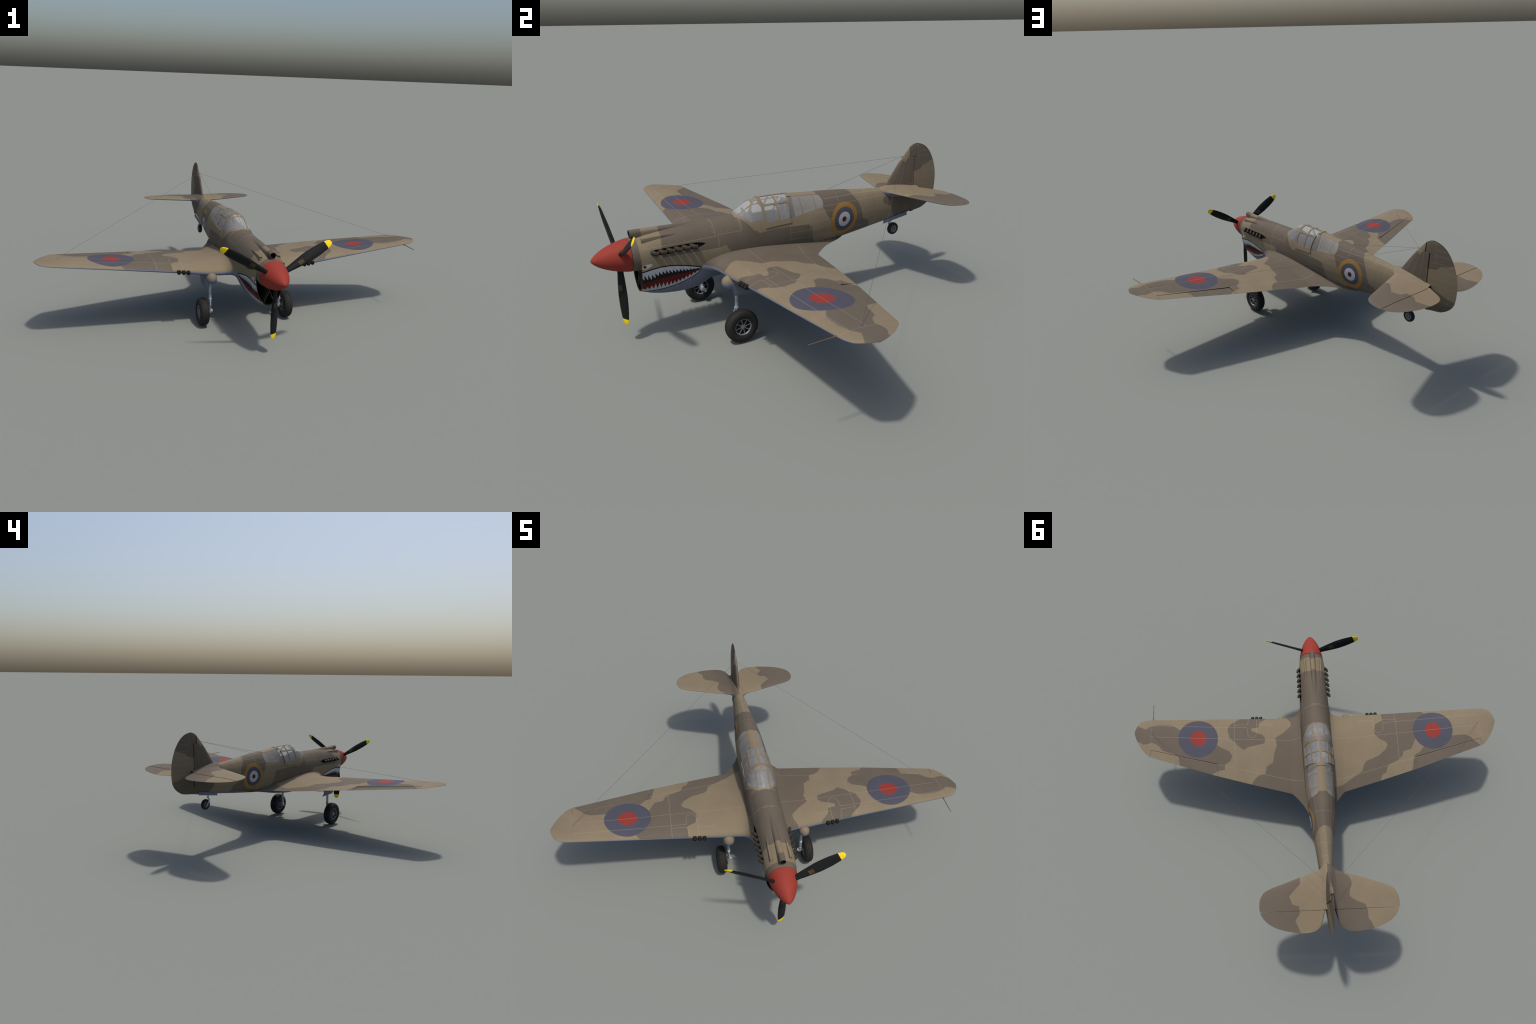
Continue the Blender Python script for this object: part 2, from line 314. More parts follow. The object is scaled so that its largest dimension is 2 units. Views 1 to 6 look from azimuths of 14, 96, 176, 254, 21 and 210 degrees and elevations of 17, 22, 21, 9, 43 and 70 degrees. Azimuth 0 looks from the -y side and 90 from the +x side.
def blade_paint():
    s=Nodes("propeller_blade_paint"); x,z=s.x,s.z       # z = radius along the blade
    col=s.mix(s.gt(z,.3165),(.011,.0115,.012),(.80,.60,.014))
    # worn maker's stencil, too small to read: broken ochre strokes
    br=s.n("ShaderNodeTexVoronoi"); br.inputs["Scale"].default_value=160; s.put(br.inputs["Vector"],s.tc)
    box=s.both(s.gt(z,.138),s.lt(z,.170),s.lt(s.math('ABSOLUTE',x),.0095))
    rows=s.gt(s.math('FRACT',s.mul(z,95.0)),.30)
    col=s.mix(s.mul(s.both(box,rows,s.gt(br.outputs["Distance"],.25)),.55),col,(.16,.10,.03))
    return s.done(s.weather(col,.06),.55,0,.10)
def tyre_rubber():
    s=Nodes("tyre_rubber"); return s.done(s.weather(s.mix(0.0,(.017,.0165,.015),(.03,.03,.03)),.15),.72,0,.25)
M_FUS=fuselage_paint(); M_WING=wing_paint(); M_TAILP=tailplane_paint(); M_FIN=fin_paint(); M_SCOOP=scoop_paint(); M_NOSE=nose_paint()
M_BLUE=plain("sky_blue_paint",BLUE,.6); M_TAN=plain("tan_paint",TAN,.62); M_BROWN=plain("brown_paint",BROWN,.62)
M_RED=plain("red_spinner_paint",(.248,.039,.028),.6,spec=.08,var=.03); M_BLADE=blade_paint()
M_DARK=plain("dark_duct",(.008,.008,.0075),.8); M_DUCT=plain("duct_brown",(.060,.052,.038),.7)
M_GUN=plain("gun_metal",(.020,.018,.014),.5,.3); M_EXH=plain("exhaust_iron",(.042,.036,.027),.6,.2); M_EXHT=plain("exhaust_rust",(.10,.055,.03),.7)
M_METAL=plain("bare_metal",(.40,.43,.48),.42,.35,.5); M_TYRE=tyre_rubber(); M_RIM=plain("wheel_rim_grey",(.20,.21,.22),.5,.3)
M_RIMD=plain("wheel_well_dark",(.018,.018,.019),.7); M_HINGE_SHADE=plain("hinge_shade",(.008,.008,.008),.9)  # last one: near-black that stands in for shade at the hinge lines
M_INT=plain("cockpit_grey",(.085,.086,.088),.7); M_SEAT=plain("seat_grey",(.06,.062,.065),.7); M_WIRE=plain("aerial_wire",(.075,.075,.07),.6)
M_GLASS=glass("canopy_glass",(.58,.58,.58),.30); M_REAR=glass("rear_window_glass",(.34,.325,.305),.40); M_PITOT=plain("pitot_brown",(.12,.085,.06),.5)
# ---------------------------------------------------------------- fuselage skin, canopy and windows
def sd_poly(p,poly,r):
    """signed distance to a polygon with rounded corners (inset by r, then grown back)"""
    d=1e9; inside=False; n=len(poly); x,y=p
    for i in range(n):
        ax,ay=poly[i]; bx,by=poly[(i+1)%n]; ex,ey=bx-ax,by-ay; wx,wy=x-ax,y-ay
        t=max(0,min(1,(wx*ex+wy*ey)/(ex*ex+ey*ey))); d=min(d,(wx-ex*t)**2+(wy-ey*t)**2)
        if (ay>y)!=(by>y) and x<(bx-ax)*(y-ay)/(by-ay)+ax: inside=not inside
    d=math.sqrt(d); return (-d if inside else d)-r
def inset(poly,r):
    n=len(poly); area=sum(poly[i][0]*poly[(i+1)%n][1]-poly[(i+1)%n][0]*poly[i][1] for i in range(n)); sg=1 if area>0 else -1; out=[]
    for i in range(n):
        p0,p1,p2=Vector(poly[i-1]),Vector(poly[i]),Vector(poly[(i+1)%n]); a=(p1-p0).normalized(); b=(p2-p1).normalized()
        na=Vector((-a.y,a.x))*sg; nb=Vector((-b.y,b.x))*sg; m=(na+nb); m=m/max(.25,m.dot(na)); out.append(tuple(p1+m*r))
    return out
AR=.1                                   # angle -> arc length on the upper body
def pane(name,pts,r=.008,grp="canopy"): 
    p=[(y,a*AR) for y,a in pts]; return dict(name=name,poly=inset(p,r),r=r,grp=grp,box=(min(q[0] for q in p)-.004,max(q[0] for q in p)+.004,min(q[1] for q in p)-.004,max(q[1] for q in p)+.004))
PANES=[ # outlines in (station, angle from the spine); mirrored to both sides
 pane("windscreen_pane",[(-.0175,-.31),(-.0175,.31),(.030,.330),(.067,.315),(.067,-.315),(.030,-.330)],.006,"centre"),
 pane("windscreen_pane",[(.0745,.050),(.100,.050),(.102,.33),(.095,.41),(.0745,.385)],.006),
 pane("windscreen_pane",[(-.0105,.378),(.037,.925),(.106,1.045),(.109,.60),(.100,.465),(.068,.412)],.007),
 pane("canopy_pane",[(.124,.065),(.1915,.065),(.1915,.540),(.130,.535),(.1235,.40)],.008),
 pane("canopy_pane",[(.1995,.065),(.270,.080),(.268,.50),(.1995,.540)],.009),
 pane("canopy_pane",[(.1235,.60),(.1910,.60),(.1900,1.105),(.130,1.10),(.1215,.95)],.009),
 pane("canopy_pane",[(.1990,.60),(.2635,.60),(.2515,1.085),(.243,1.105),(.1975,1.105)],.008),
 pane("rear_window",[(.270,.32),(.3325,.32),(.3325,1.07),(.258,1.165)],.002,"rear"),
 pane("rear_window",[(.3365,.32),(.4175,.325),(.4145,1.01),(.3365,1.07)],.002,"rear"),
 pane("rear_window",[(.4215,.325),(.456,.345),(.470,.66),(.4735,.82),(.461,.968),(.4185,1.008)],.008,"rear"),
]
def slot_angle(y,z):                    # angle of a given height on the side
    zm=z_wide(y); n=n_up(y); return math.acos(min(1,((z-zm)/(z_top(y)-zm))**(n/2)))
SLOT=[(-.466,.4575),(-.460,.468),(-.445,.4715),(-.245,.4715),(-.222,.467),(-.202,.461),(-.222,.453),(-.245,.446),(-.450,.445),(-.461,.449)]
PANES.append(pane("exhaust_slot",[(y,slot_angle(y,z)) for y,z in SLOT],.001,"slot"))

def frange(a,b,st):
    n=max(1,round((b-a)/st)); return [a+(b-a)*i/n for i in range(n)]
YS=frange(-.513,-.480,.004)+frange(-.480,-.1475,.0030)+frange(-.1475,-.03,.005)+frange(-.03,.482,.0020)+frange(.482,1.112,.0075)+[1.112]
AS=[]
for a0,a1,st in((0,1.36,.0165),(1.36,math.pi,.055)): AS+=frange(a0,a1,st)
AS=[-math.pi]+[-a for a in reversed(AS[1:])]+AS       # one full turn, spine in the middle
def aft_edge(a): return .2885-.0275*(a/1.26)**2       # slanted rear edge of the sliding hood
HOOD0,HOODA=.1155,1.262
def build_fuselage():
    ny,na=len(YS),len(AS); P={}; D=[[9.0]*na for _ in YS]; YA=[[None]*na for _ in YS]
    for i,y in enumerate(YS):
        for j,a in enumerate(AS):
            yy,aa=y,a; v=abs(a)*AR
            for k,pn in enumerate(PANES):
                x0,x1,v0,v1=pn["box"]
                u=a*AR if pn["grp"]=="centre" else v
                if x0<y<x1 and v0<u<v1:
                    d=sd_poly((y,u),pn["poly"],pn["r"])
                    if abs(d)<.00095 and .0<i<ny-1:
                        e=1e-4; gx=(sd_poly((y+e,u),pn["poly"],pn["r"])-d)/e; gv=(sd_poly((y,u+e),pn["poly"],pn["r"])-d)/e
                        g=gx*gx+gv*gv
                        if g>.25:
                            yy=y-d*gx/g; u2=u-d*gv/g; aa=u2/AR if pn["grp"]=="centre" else math.copysign(u2/AR,a); d=0.0
                    if d<D[i][j]: D[i][j]=d; P[i,j]=k
            YA[i][j]=(yy,aa)
    pos=[[Vector(hull(*YA[i][j])) for j in range(na)] for i in range(ny)]
    nor=[[None]*na for _ in YS]
    for i in range(ny):
        for j in range(na):
            y,a=YA[i][j]; e=.0008
            y0=max(-.513,y-e); y1=min(1.112,y+e)
            if y0<-.025<y1: y0,y1=(y0,-.0251) if y<-.025 else (-.0249,y1)
            t=Vector(hull(y1,a))-Vector(hull(y0,a)); b=Vector(hull(y,a+.004))-Vector(hull(y,a-.004))
            nor[i][j]=b.cross(t).normalized()
    parts={}
    for i in range(ny-1):
        ym=(YS[i]+YS[i+1])/2
        for j in range(na):
            j2=(j+1)%na; am=abs((AS[j]+(AS[j+1] if j<na-1 else math.pi))/2)
            cs=[(i,j),(i,j2),(i+1,j2),(i+1,j)]; d=sum(D[c[0]][c[1]] for c in cs)/4
            if d<0 and min(D[c[0]][c[1]] for c in cs)<-1e-6:
                k=[P[c] for c in cs if c in P][0]; key=("pane",k,1 if AS[j]>=0 or PANES[k]["grp"]=="centre" else -1)
            elif HOOD0<ym<aft_edge(am) and am<HOODA: key="hood"
            elif -.024<ym<=HOOD0 and am<.33+.90*min(1,max(0,(ym+.02)/.075))**.8 : key="windscreen"
            elif ym<-.1475: key="cowl"
            else: key="fus"
            parts.setdefault(key,[]).append(cs)
    def extract(cells,off=0.0):
        ix={}; V=[]; N=[]; F=[]
        for cs in cells:
            f=[]
            for c in cs:
                if c not in ix: ix[c]=len(V); n=nor[c[0]][c[1]]; V.append(pos[c[0]][c[1]]+n*off); N.append(n)
                f.append(ix[c])
            F.append(tuple(f))
        return V,F,N
    out={}
    for key,cells in parts.items():
        if key in("cowl","fus","windscreen"):
            V,F,N=extract(cells)
            nm,mat={"cowl":("engine_cowling",M_FUS),"fus":("fuselage",M_FUS),"windscreen":("windscreen_frame",M_TAN)}[key]
            out[key]=mk(nm,V,F,mat,normals=[tuple(n) for n in N])
        elif key=="hood":
            V,F,N=extract(cells,.0034); W,_,_=extract(cells,-.0012); n=len(V)
            cnt={}
            for f in F:
                for a,b in zip(f,f[1:]+f[:1]): cnt[(a,b)]=1
            G=[(b,a,a+n,b+n) for (a,b) in cnt if (b,a) not in cnt]
            out[key]=mk("canopy_frame",V+W,F+[tuple(i+n for i in reversed(f)) for f in F]+G,M_TAN,sharp=50)
    hood=out["hood"]
    for key,cells in parts.items():
        if isinstance(key,tuple):
            pn=PANES[key[1]]
            if pn["grp"]=="slot": V,F,N=extract(cells,-.006); mk("exhaust_recess",V,F,M_DARK,parent=out["cowl"],normals=[tuple(n) for n in N]); continue
            off={"canopy":.0008}.get(pn["grp"],-.0008); par={"w":out["windscreen"],"c":hood,"r":out["fus"]}[pn["name"][0]]
            V,F,N=extract(cells,off); n=len(V)
            mk(pn["name"],V,F,M_REAR if pn["grp"]=="rear" else M_GLASS,parent=par,normals=[tuple(q) for q in N])
    return out
SKIN=build_fuselage(); FUS=SKIN["fus"]; COWL=SKIN["cowl"]
# flat rear end behind which the rudder hangs
mk("tail_post",*plate([(hull(1.112,a)[0],hull(1.112,a)[2]) for a in frange(-math.pi,math.pi,.12)],'y',1.1105,.002),M_HINGE_SHADE,parent=FUS,smooth=False)  # plate coloured near-black as the shade in the rudder gap

# cockpit interior: side walls, floor, scalloped deck under the rear windows, seat, armour, panel
def inner(y,a,k): x,yy,z=hull(y,a); zc=z_wide(y); return (x*k,y,zc+(z-zc)*k)
rows=[[inner(y,a,.93) for a in frange(-2.2,-1.02,.06)] for y in frange(-.02,.285,.02)]
tub=join(rings(rows,False),mirror(rings(rows,False)),box((0,.13,.335),(.15,.31,.004)))
mk("cockpit_tub",*tub,M_INT,parent=FUS)
def deck(y,a):
    x,yy,z=hull(y,a); k=lin([(0,.0),(.32,.0),(.42,.011),(.6,.020),(.85,.024),(1.08,.014),(1.17,.004)])(abs(a)); f=min(1,max(.10,(.477-y)/.09)); n=Vector((x,0,z-z_wide(y))).normalized()
    return tuple(Vector((x,y,z))-n*(k*f+.002))
rows=[[deck(y,a) for a in frange(.30,1.19,.05)] for y in frange(.298,.478,.008)]
dk=rings(rows,False); mk("rear_deck",*join(dk,mirror(dk)),plain("deck_primer",(.19,.175,.155),.7),parent=FUS)
arm=plate([(-.055,.42),(.055,.42),(.055,.50),(.032,.545),(.014,.592),(-.014,.592),(-.032,.545),(-.055,.50)],'y',.262,.006)
mk("armour_plate",*arm,M_INT,parent=FUS,smooth=False)
mk("headrest",*join(box((0,.252,.560),(.030,.014,.028))),M_SEAT,parent=FUS,smooth=False)
seat=join(box((0,.205,.405),(.085,.085,.012)),box((0,.250,.455),(.085,.012,.11)),box((-.045,.215,.425),(.006,.07,.04)),box((.045,.215,.425),(.006,.07,.04)))
mk("pilot_seat",*seat,M_SEAT,parent=FUS,smooth=False)
pan=plate([(-.080,.40),(.080,.40),(.078,.50),(.055,.535),(.02,.550),(-.02,.550),(-.055,.535),(-.078,.50)],'y',.052,.006)
mk("instrument_panel",*pan,M_SEAT,parent=FUS,smooth=False)
mk("coaming",*plate([(-.03,-.012),(.03,-.012),(.072,.030),(.072,.052),(-.072,.052),(-.072,.030)],'z',.512,.003),M_SEAT,parent=FUS,smooth=False)
mk("gunsight",*join(box((0,.04,.545),(.012,.016,.03)),tube([(0,.035,.56),(0,.03,.572)],.006)),M_GUN,parent=FUS,smooth=False)

# chin intake: rolled lip, dark duct, dividing vanes
def lip(k,y): 
    c=Vector((0,y,.385)); r=[]
    for a in frange(-math.pi,math.pi,.10):
        p=Vector(hull(-.513,a)); q=c+(Vector((p.x,y,p.z))-c)*k; r.append(q)
    return r
mk("intake_duct",*rings([lip(1.0,-.513),lip(.99,-.5155),lip(.965,-.5155),lip(.95,-.511)],True),M_DUCT,parent=COWL)
mk("intake_duct",*rings([lip(.95,-.511),lip(.93,-.48),lip(.86,-.40)],True,False,True),M_DARK,parent=COWL)
def vane(x0,z0,x1,z1,y0=-.511,y1=-.41,t=.0026):
    d=Vector((x1-x0,0,z1-z0)).normalized(); n=Vector((-d.z,0,d.x))*t
    q=[Vector((x0,0,z0))+n,Vector((x1,0,z1))+n,Vector((x1,0,z1))-n,Vector((x0,0,z0))-n]
    V=[(p.x,y0,p.z) for p in q]+[(p.x,y1,p.z) for p in q]
    return V,[(0,1,2,3),(7,6,5,4),(0,4,5,1),(1,5,6,2),(2,6,7,3),(3,7,4,0)]
mk("radiator_vane",*join(vane(0,.336,-.033,.264),vane(0,.336,.033,.264),vane(0,.336,0,.37)),M_DUCT,parent=COWL,smooth=False)

# nose ring and spinner back-plate
mk("nose_ring",*lathe([(-.5475,.060),(-.5475,.0762),(-.5465,.0768),(-.530,.0793),(-.5165,.0816),(-.512,.0821),(-.505,.0822),(-.47,.0800)],'y',(0,0,.4405),64),M_NOSE,parent=COWL)
# ---------------------------------------------------------------- air scoop and gun fairings on the cowling
def scoop():
    top=pchip([(-.538,.5570),(-.48,.5560),(-.40,.5535),(-.32,.5505),(-.22,.5475),(-.12,.5440)]); rad=pchip([(-.538,.0172),(-.45,.0170),(-.35,.0165),(-.2,.0140),(-.12,.012)])
    rows=[]; n=32
    def ring(y,r,zc,flare=1.0):
        return [(r*math.sin(t)*(1 if math.cos(t)>-.2 else flare),y,zc+r*math.cos(t)-(0.016 if math.cos(t)<-.5 and y>-.525 else 0)) for t in [2*math.pi*k/n for k in range(n)]]
    rows.append(ring(-.47,.0135,top(-.47)-.0172)); rows.append(ring(-.533,.0145,top(-.533)-.0172)); rows.append(ring(-.5375,.0158,top(-.5375)-.0172))
    rows.append(ring(-.5378,.0168,top(-.5378)-.0172))
    for y in [-.5355]+frange(-.53,-.12,.02)+[-.12]: rows.append(ring(y,rad(y),top(y)-rad(y),1.12))
    return rings(rows)
sc=scoop(); mk("air_scoop",*sc,[M_SCOOP,M_DARK],parent=COWL,idx=[1 if k<64 else 0 for k in range(len(sc[1]))])
mk("scoop_throat",*lathe([(-.5,.0142),(-.499,.0)],'y',(0,0,.5393),24),M_DARK,parent=COWL)
def fairing():
    cx=pchip([(-.5,.0515),(-.4,.0500),(-.27,.0470)]); zc=pchip([(-.5,.5210),(-.44,.5225),(-.36,.5195),(-.27,.5080)]); n=20; rows=[]
    for y,r in((-.48,.0038),(-.4985,.0042),(-.4995,.0055)): rows.append([(cx(y)+r*math.sin(t),y,zc(y)+r*math.cos(t)) for t in [2*math.pi*k/n for k in range(n)]])
    for y in [-.4985]+frange(-.495,-.27,.012)+[-.27]:
        r=.0066; row=[]
        for k in range(n):
            t=2*math.pi*k/n; c=math.cos(t); dn=.024*max(0,-c-.1)
            row.append((cx(y)+r*math.sin(t)*(1+.5*max(0,-c)) ,y,zc(y)+r*c-dn))
        rows.append(row)
    return rings(rows)
fa=fairing(); mk("gun_fairing",*fa,M_FUS,parent=COWL); mk("gun_fairing",*mirror(fa),M_FUS,parent=COWL)
for sx in(1,-1): mk("fairing_throat",*lathe([(-.492,.0046),(-.4915,.0)],'y',(sx*.0515,0,.5210),12),M_DARK,parent=COWL)

# ---------------------------------------------------------------- exhaust stacks
def stack():
    path=[(-.016,-.010,0),(-.004,-.006,0),(.006,.000,0),(.0125,.008,-.0005),(.0165,.018,-.001)]
    rr=[.0095,.0100,.0098,.0090,.0068]
    outer=tube(path,rr,14,False); P=Vector(path[-1]); d=(Vector(path[-1])-Vector(path[-2])).normalized()
    inn=tube([tuple(P+d*.0002),tuple(P-d*.008)],[.0056,.0050],14,True)
    tipv=tube([tuple(P-d*.004),tuple(P)],[.0080,.0070],14,False)
    rim=tube([tuple(P),tuple(P+d*.0004)],[.0070,.0056],14,False)
    V,F=join(outer,tipv,rim,inn); V=[(p[0],p[1],p[2]*1.25) for p in V]; k=[0]*len(outer[1])+[1]*(len(tipv[1])+len(rim[1]))+[2]*len(inn[1])
    return V,F,k
sV,sF,sK=stack(); st0=mk("exhaust_stack",sV,sF,[M_EXH,M_EXHT,M_DARK],parent=COWL,idx=sK)
sm=mirror((sV,sF)); st1=mk("exhaust_stack",sm[0],sm[1],[M_EXH,M_EXHT,M_DARK],parent=COWL,idx=sK)
for k in range(6):
    y=-.4545+.0375*k
    for sx,o in((1,st0),(-1,st1)):
        q=o if k==0 else link(o.copy(),COWL)
        q.location=(sx*(abs(hull(y,slot_angle(y,.4585))[0])+.0005),y,.4585); q.rotation_euler=(0,sx*.05,0)
# ---------------------------------------------------------------- wings
le_y=lin([(.02,-.31),(.05,-.29),(.08,-.25),(.0925,-.222),(.105,-.193),(.12,-.1745),(.14,-.1640),(.177,-.1565),(.312,-.1534),(.5376,-.1484),(.87,-.1413),(1.082,-.1360),(1.1,-.1345),(1.116,-.1312),(1.1405,-.1225),(1.159,-.1035),(1.172,-.077),(1.1785,-.058),(1.181,-.046)])
te_y=lin([(.02,.625),(.05,.575),(.065,.535),(.08,.499),(.094,.470),(.115,.439),(.135,.412),(.155,.388),(.1716,.3730),(.43,.309),(.6665,.246),(.895,.1764),(1.084,.1196),(1.1,.106),(1.1087,.0974),(1.139,.0577),(1.165,.007),(1.174,-.016),(1.179,-.034),(1.181,-.0455)])
le_z=pchip([(.05,.352),(.095,.344),(.13,.332),(.177,.3275),(.386,.3500),(.534,.3660),(1.064,.4235),(1.181,.4365)])
te_z=lin([(.02,.3255),(.05,.3250),(.09,.3225),(.1716,.3160),(.65,.3710),(1.082,.4205),(1.181,.4330)])
up_h=pchip([(.05,.075),(.085,.066),(.10,.0580),(.13,.0545),(.17,.0530),(.3,.0455),(.5,.0355),(.77,.0245),(1.08,.0150),(1.14,.0095),(1.17,.0045),(1.181,.0008)])
lo_h=pchip([(.05,.045),(.10,.0400),(.17,.0300),(.5,.0195),(.77,.0130),(1.08,.0075),(1.14,.005),(1.17,.0025),(1.181,.0008)])
def foil(s): s=max(0,min(1,s)); return 10*(.2969*math.sqrt(s)-.126*s-.3516*s*s+.2843*s**3-.1015*s**4)-.02*s
hinge_y=lambda x:.1707+(x-.65)*(.0737-.1707)/.4245
def wing_pt(x,y,up):
    a,b=le_y(x),te_y(x); s=(y-a)/max(1e-5,b-a); zc=le_z(x)+(te_z(x)-le_z(x))*s
    return (x,y,zc+(up_h(x)*max(0,foil(s)) if up else -lo_h(x)*max(0,foil(s)))+(.0004 if up else -.0004))
def aileron_pt(x,y,up):
    p=wing_pt(x,y,up); u=(y-hinge_y(x))/(te_y(x)-hinge_y(x)); t=(x-XA)/(XB-XA)
    return (p[0],p[1],p[2]-(.0046-.0036*t)*max(0,1-u))
def wing_ring(x,y0,y1,n1=26,n2=9,fn=None):
    """closed chordwise ring from y0 to y1; points past a cut collapse on it"""
    a,b=le_y(x),te_y(x); sh=min(.86,max(.6,(hinge_y(min(x,1.0745))-a)/max(1e-5,b-a)))
    S=[sh*(k/n1)**1.7 for k in range(n1)]+[sh+(1-sh)*k/n2 for k in range(n2+1)]
    ys=[min(max(a+(b-a)*s,y0),y1) for s in S]
    f=fn or wing_pt; return [f(x,y,True) for y in reversed(ys)]+[f(x,y,False) for y in ys[1:]]
XA,XB=.650,1.0745
def build_wing(sx):
    xs=frange(.02,.18,.008)+frange(.18,XA,.03)+[XA-.0003]; rows=[wing_ring(x,-9,9) for x in xs]
    xm=[XA]+frange(XA+.02,XB,.03)+[XB]; xo=[XB+.0003]+frange(1.085,1.13,.008)+frange(1.13,1.181,.0035)+[1.1805]; xl=xs+xm+xo
    rows+=[wing_ring(x,-9,hinge_y(x)) for x in xm]+[wing_ring(x,-9,9) for x in xo]
    V,F=rings(rows,True,True,True); n=len(rows[0]); half=n//2
    idx=[]
    for i in range(len(rows)-1):
        for j in range(n): idx.append(2 if (j==n-1 and XA<=xl[i] and xl[i+1]<=XB) or xl[i+1]-xl[i]<.0006 and abs(xl[i]-.86)<.22 else 0 if j<half-1 else 1)  # walls of the aileron cut take the painted shade
    idx+=[0,0]
    if sx<0: V,F=mirror((V,F))
    w=mk("wing",V,F,[M_WING,M_BLUE,M_HINGE_SHADE],idx=idx,weld=.00005,sharp=35)
    g=lambda x:.0020
    rows=[wing_ring(x,hinge_y(x)+g(x),9,20,9,aileron_pt) for x in [XA+.0008]+frange(XA+.02,XB,.03)+[XB-.0008]]
    V,F=rings(rows,True,True,True); idx=[0 if j<half-6 else 1 for i in range(len(rows)-1) for j in range(len(rows[0]))]
    m=len(rows[0]); idx=[0 if j<m//2 else 1 for i in range(len(rows)-1) for j in range(m)]+[0,0]
    if sx<0: V,F=mirror((V,F))
    mk("aileron",V,F,[M_WING,M_BLUE],parent=w,idx=idx,weld=.00005,sharp=35)
    # near-black strip added along the aileron hinge, painting the shade there
    V=[];F=[]
    for k,x in enumerate([XA+.001]+frange(XA+.05,XB,.05)+[XB-.001]):
        y=hinge_y(x); a=wing_pt(x,y+.0002,True); b=wing_pt(x,y+.0002,False); c=wing_pt(x,y+.009,False)
        V+=[a[:2]+(a[2]-.0006,),b[:2]+(b[2]+.001,),c[:2]+(c[2]+.001,)]
        if k: o=3*k; F+=[(o-3,o,o+1,o-2),(o-2,o+1,o+2,o-1)]
    if sx<0: V,F=mirror((V,F))
    mk("hinge_shade_strip",V,F,M_HINGE_SHADE,parent=w)
    # wing guns
    def gun():
        n=16; rows=[]
        for y,k in((.020,1),(-.0095,1.0),(-.0125,.92)):
            row=[]
            for i in range(n):
                t=2*math.pi*i/n; c,s=math.cos(t),math.sin(t); e=.45 if s>0 else 1.0
                row.append((.0112*k*math.copysign(abs(c)**e,c),y,.0122*k*math.copysign(abs(s)**e,s)-.0005))
            rows.append(row)
        b=rings(rows,True,False,True); m=lathe([(-.0120,.0074),(-.0170,.0066),(-.0178,.0058),(-.0178,.0044),(-.013,.0040),(-.0128,0)],'y',(0,0,-.001),14)
        V,F=join(b,m); return V,F
    gv=gun(); g0=None
    for k in range(3):
        x=.3595+.0268*k
        if g0 is None: g0=mk("machine_gun",*gv,M_GUN,parent=w,sharp=45); q=g0
        else: q=link(g0.copy(),w)
        q.location=(sx*x,le_y(x)+.001,le_z(x)-.0005)
    # undercarriage leg fairing under the leading edge
    cx=.2205; prof=[(-.1855-.0005,.0),(-.1852,.0060),(-.183,.0130),(-.179,.0188),(-.173,.0243),(-.165,.0288),(-.155,.0315),(-.140,.0325),(-.11,.0325),(-.05,.0315),(.0,.028),(.06,.020),(.11,.008),(.125,.0)]
    V,F=lathe([(y,r) for y,r in prof],'y',(0,0,0),40)
    drop=pchip([(-.19,.3015),(-.14,.3000),(-.05,.2960),(.13,.305)])
    V=[(sx*(cx+x*1.0),y,drop(y)+z*1.07) for x,y,z in V]
    idx=[0 if sum(V[i][2]-drop(V[i][1]) for i in f)/len(f)>.0030 and sum(V[i][1] for i in f)/4<-.115 else 1 for f in F]
    mk("undercarriage_fairing",V,F,[M_TAN,M_BLUE],parent=w,idx=idx,weld=.0001,sharp=60)
    return w
WINGS=[build_wing(1),build_wing(-1)]
# pitot head on the port wing
pt=join(tube([(1.064,-.120,.4236),(1.064,-.142,.4240),(1.0642,-.152,.4240)],[.0042,.0042,.0022],12),tube([(1.0642,-.150,.4240),(1.0645,-.2495,.4225)],[.0024,.0018],10))
mk("pitot_tube",*pt,M_PITOT,parent=WINGS[0])

# ---------------------------------------------------------------- tail surfaces
t_le=lin([(.0,.856),(.02,.872),(.03,.8850),(.038,.8990),(.05,.9130),(.168,.9515),(.335,1.0075),(.3550,1.0165),(.3720,1.0265),(.384,1.0385),(.394,1.055),(.4015,1.076),(.4047,1.107)])
t_te=lin([(.0,1.1388),(.0285,1.1390),(.030,1.1456),(.0375,1.175),(.0458,1.2055),(.053,1.222),(.0634,1.2366),(.075,1.246),(.0916,1.2540),(.123,1.2610),(.150,1.2617),(.177,1.2604),(.215,1.2555),(.253,1.2475),(.299,1.234),(.325,1.2225),(.348,1.2085),(.368,1.192),(.3836,1.1745),(.396,1.154),(.4037,1.132),(.4047,1.109)])
t_tv=lin([(.0,1.262),(.15,1.2617),(.177,1.2604),(.253,1.2475),(.299,1.234),(.348,1.2085),(.3836,1.1745),(.4037,1.132),(.4047,1.109)])
t_up=pchip([(.0,.036),(.015,.034),(.028,.027),(.045,.0165),(.07,.0120),(.2,.0105),(.34,.0080),(.385,.0045),(.4047,.0004)])
t_lo=pchip([(.0,.036),(.028,.033),(.045,.027),(.065,.0165),(.10,.0115),(.2,.0100),(.34,.0075),(.385,.0045),(.4047,.0004)])
t_zc=lambda x,y:.5340-.0725*(y-.915)+.005*(x/.4)**2
T_HINGE=1.1378
def tail_pt(x,y,up):
    a,b=t_le(x),t_tv(x); f=max(0,foil((y-a)/max(1e-5,b-a))); e=math.sqrt(max(0,min(1,(t_te(x)-y)/.016))) if t_te(x)<t_tv(x)-.001 and y>T_HINGE else 1
    return (x,y,t_zc(x,y)+(t_up(x) if up else -t_lo(x))*f*e+(.0004 if up else -.0004))
def elevator_pt(x,y,up):
    p=tail_pt(x,y,up); u=(y-T_HINGE)/max(1e-4,t_te(x)-T_HINGE); return (p[0],p[1],p[2]-(.0013 if up else -.0010)*max(0,1-u)*min(1,(t_te(x)-T_HINGE)/.03))
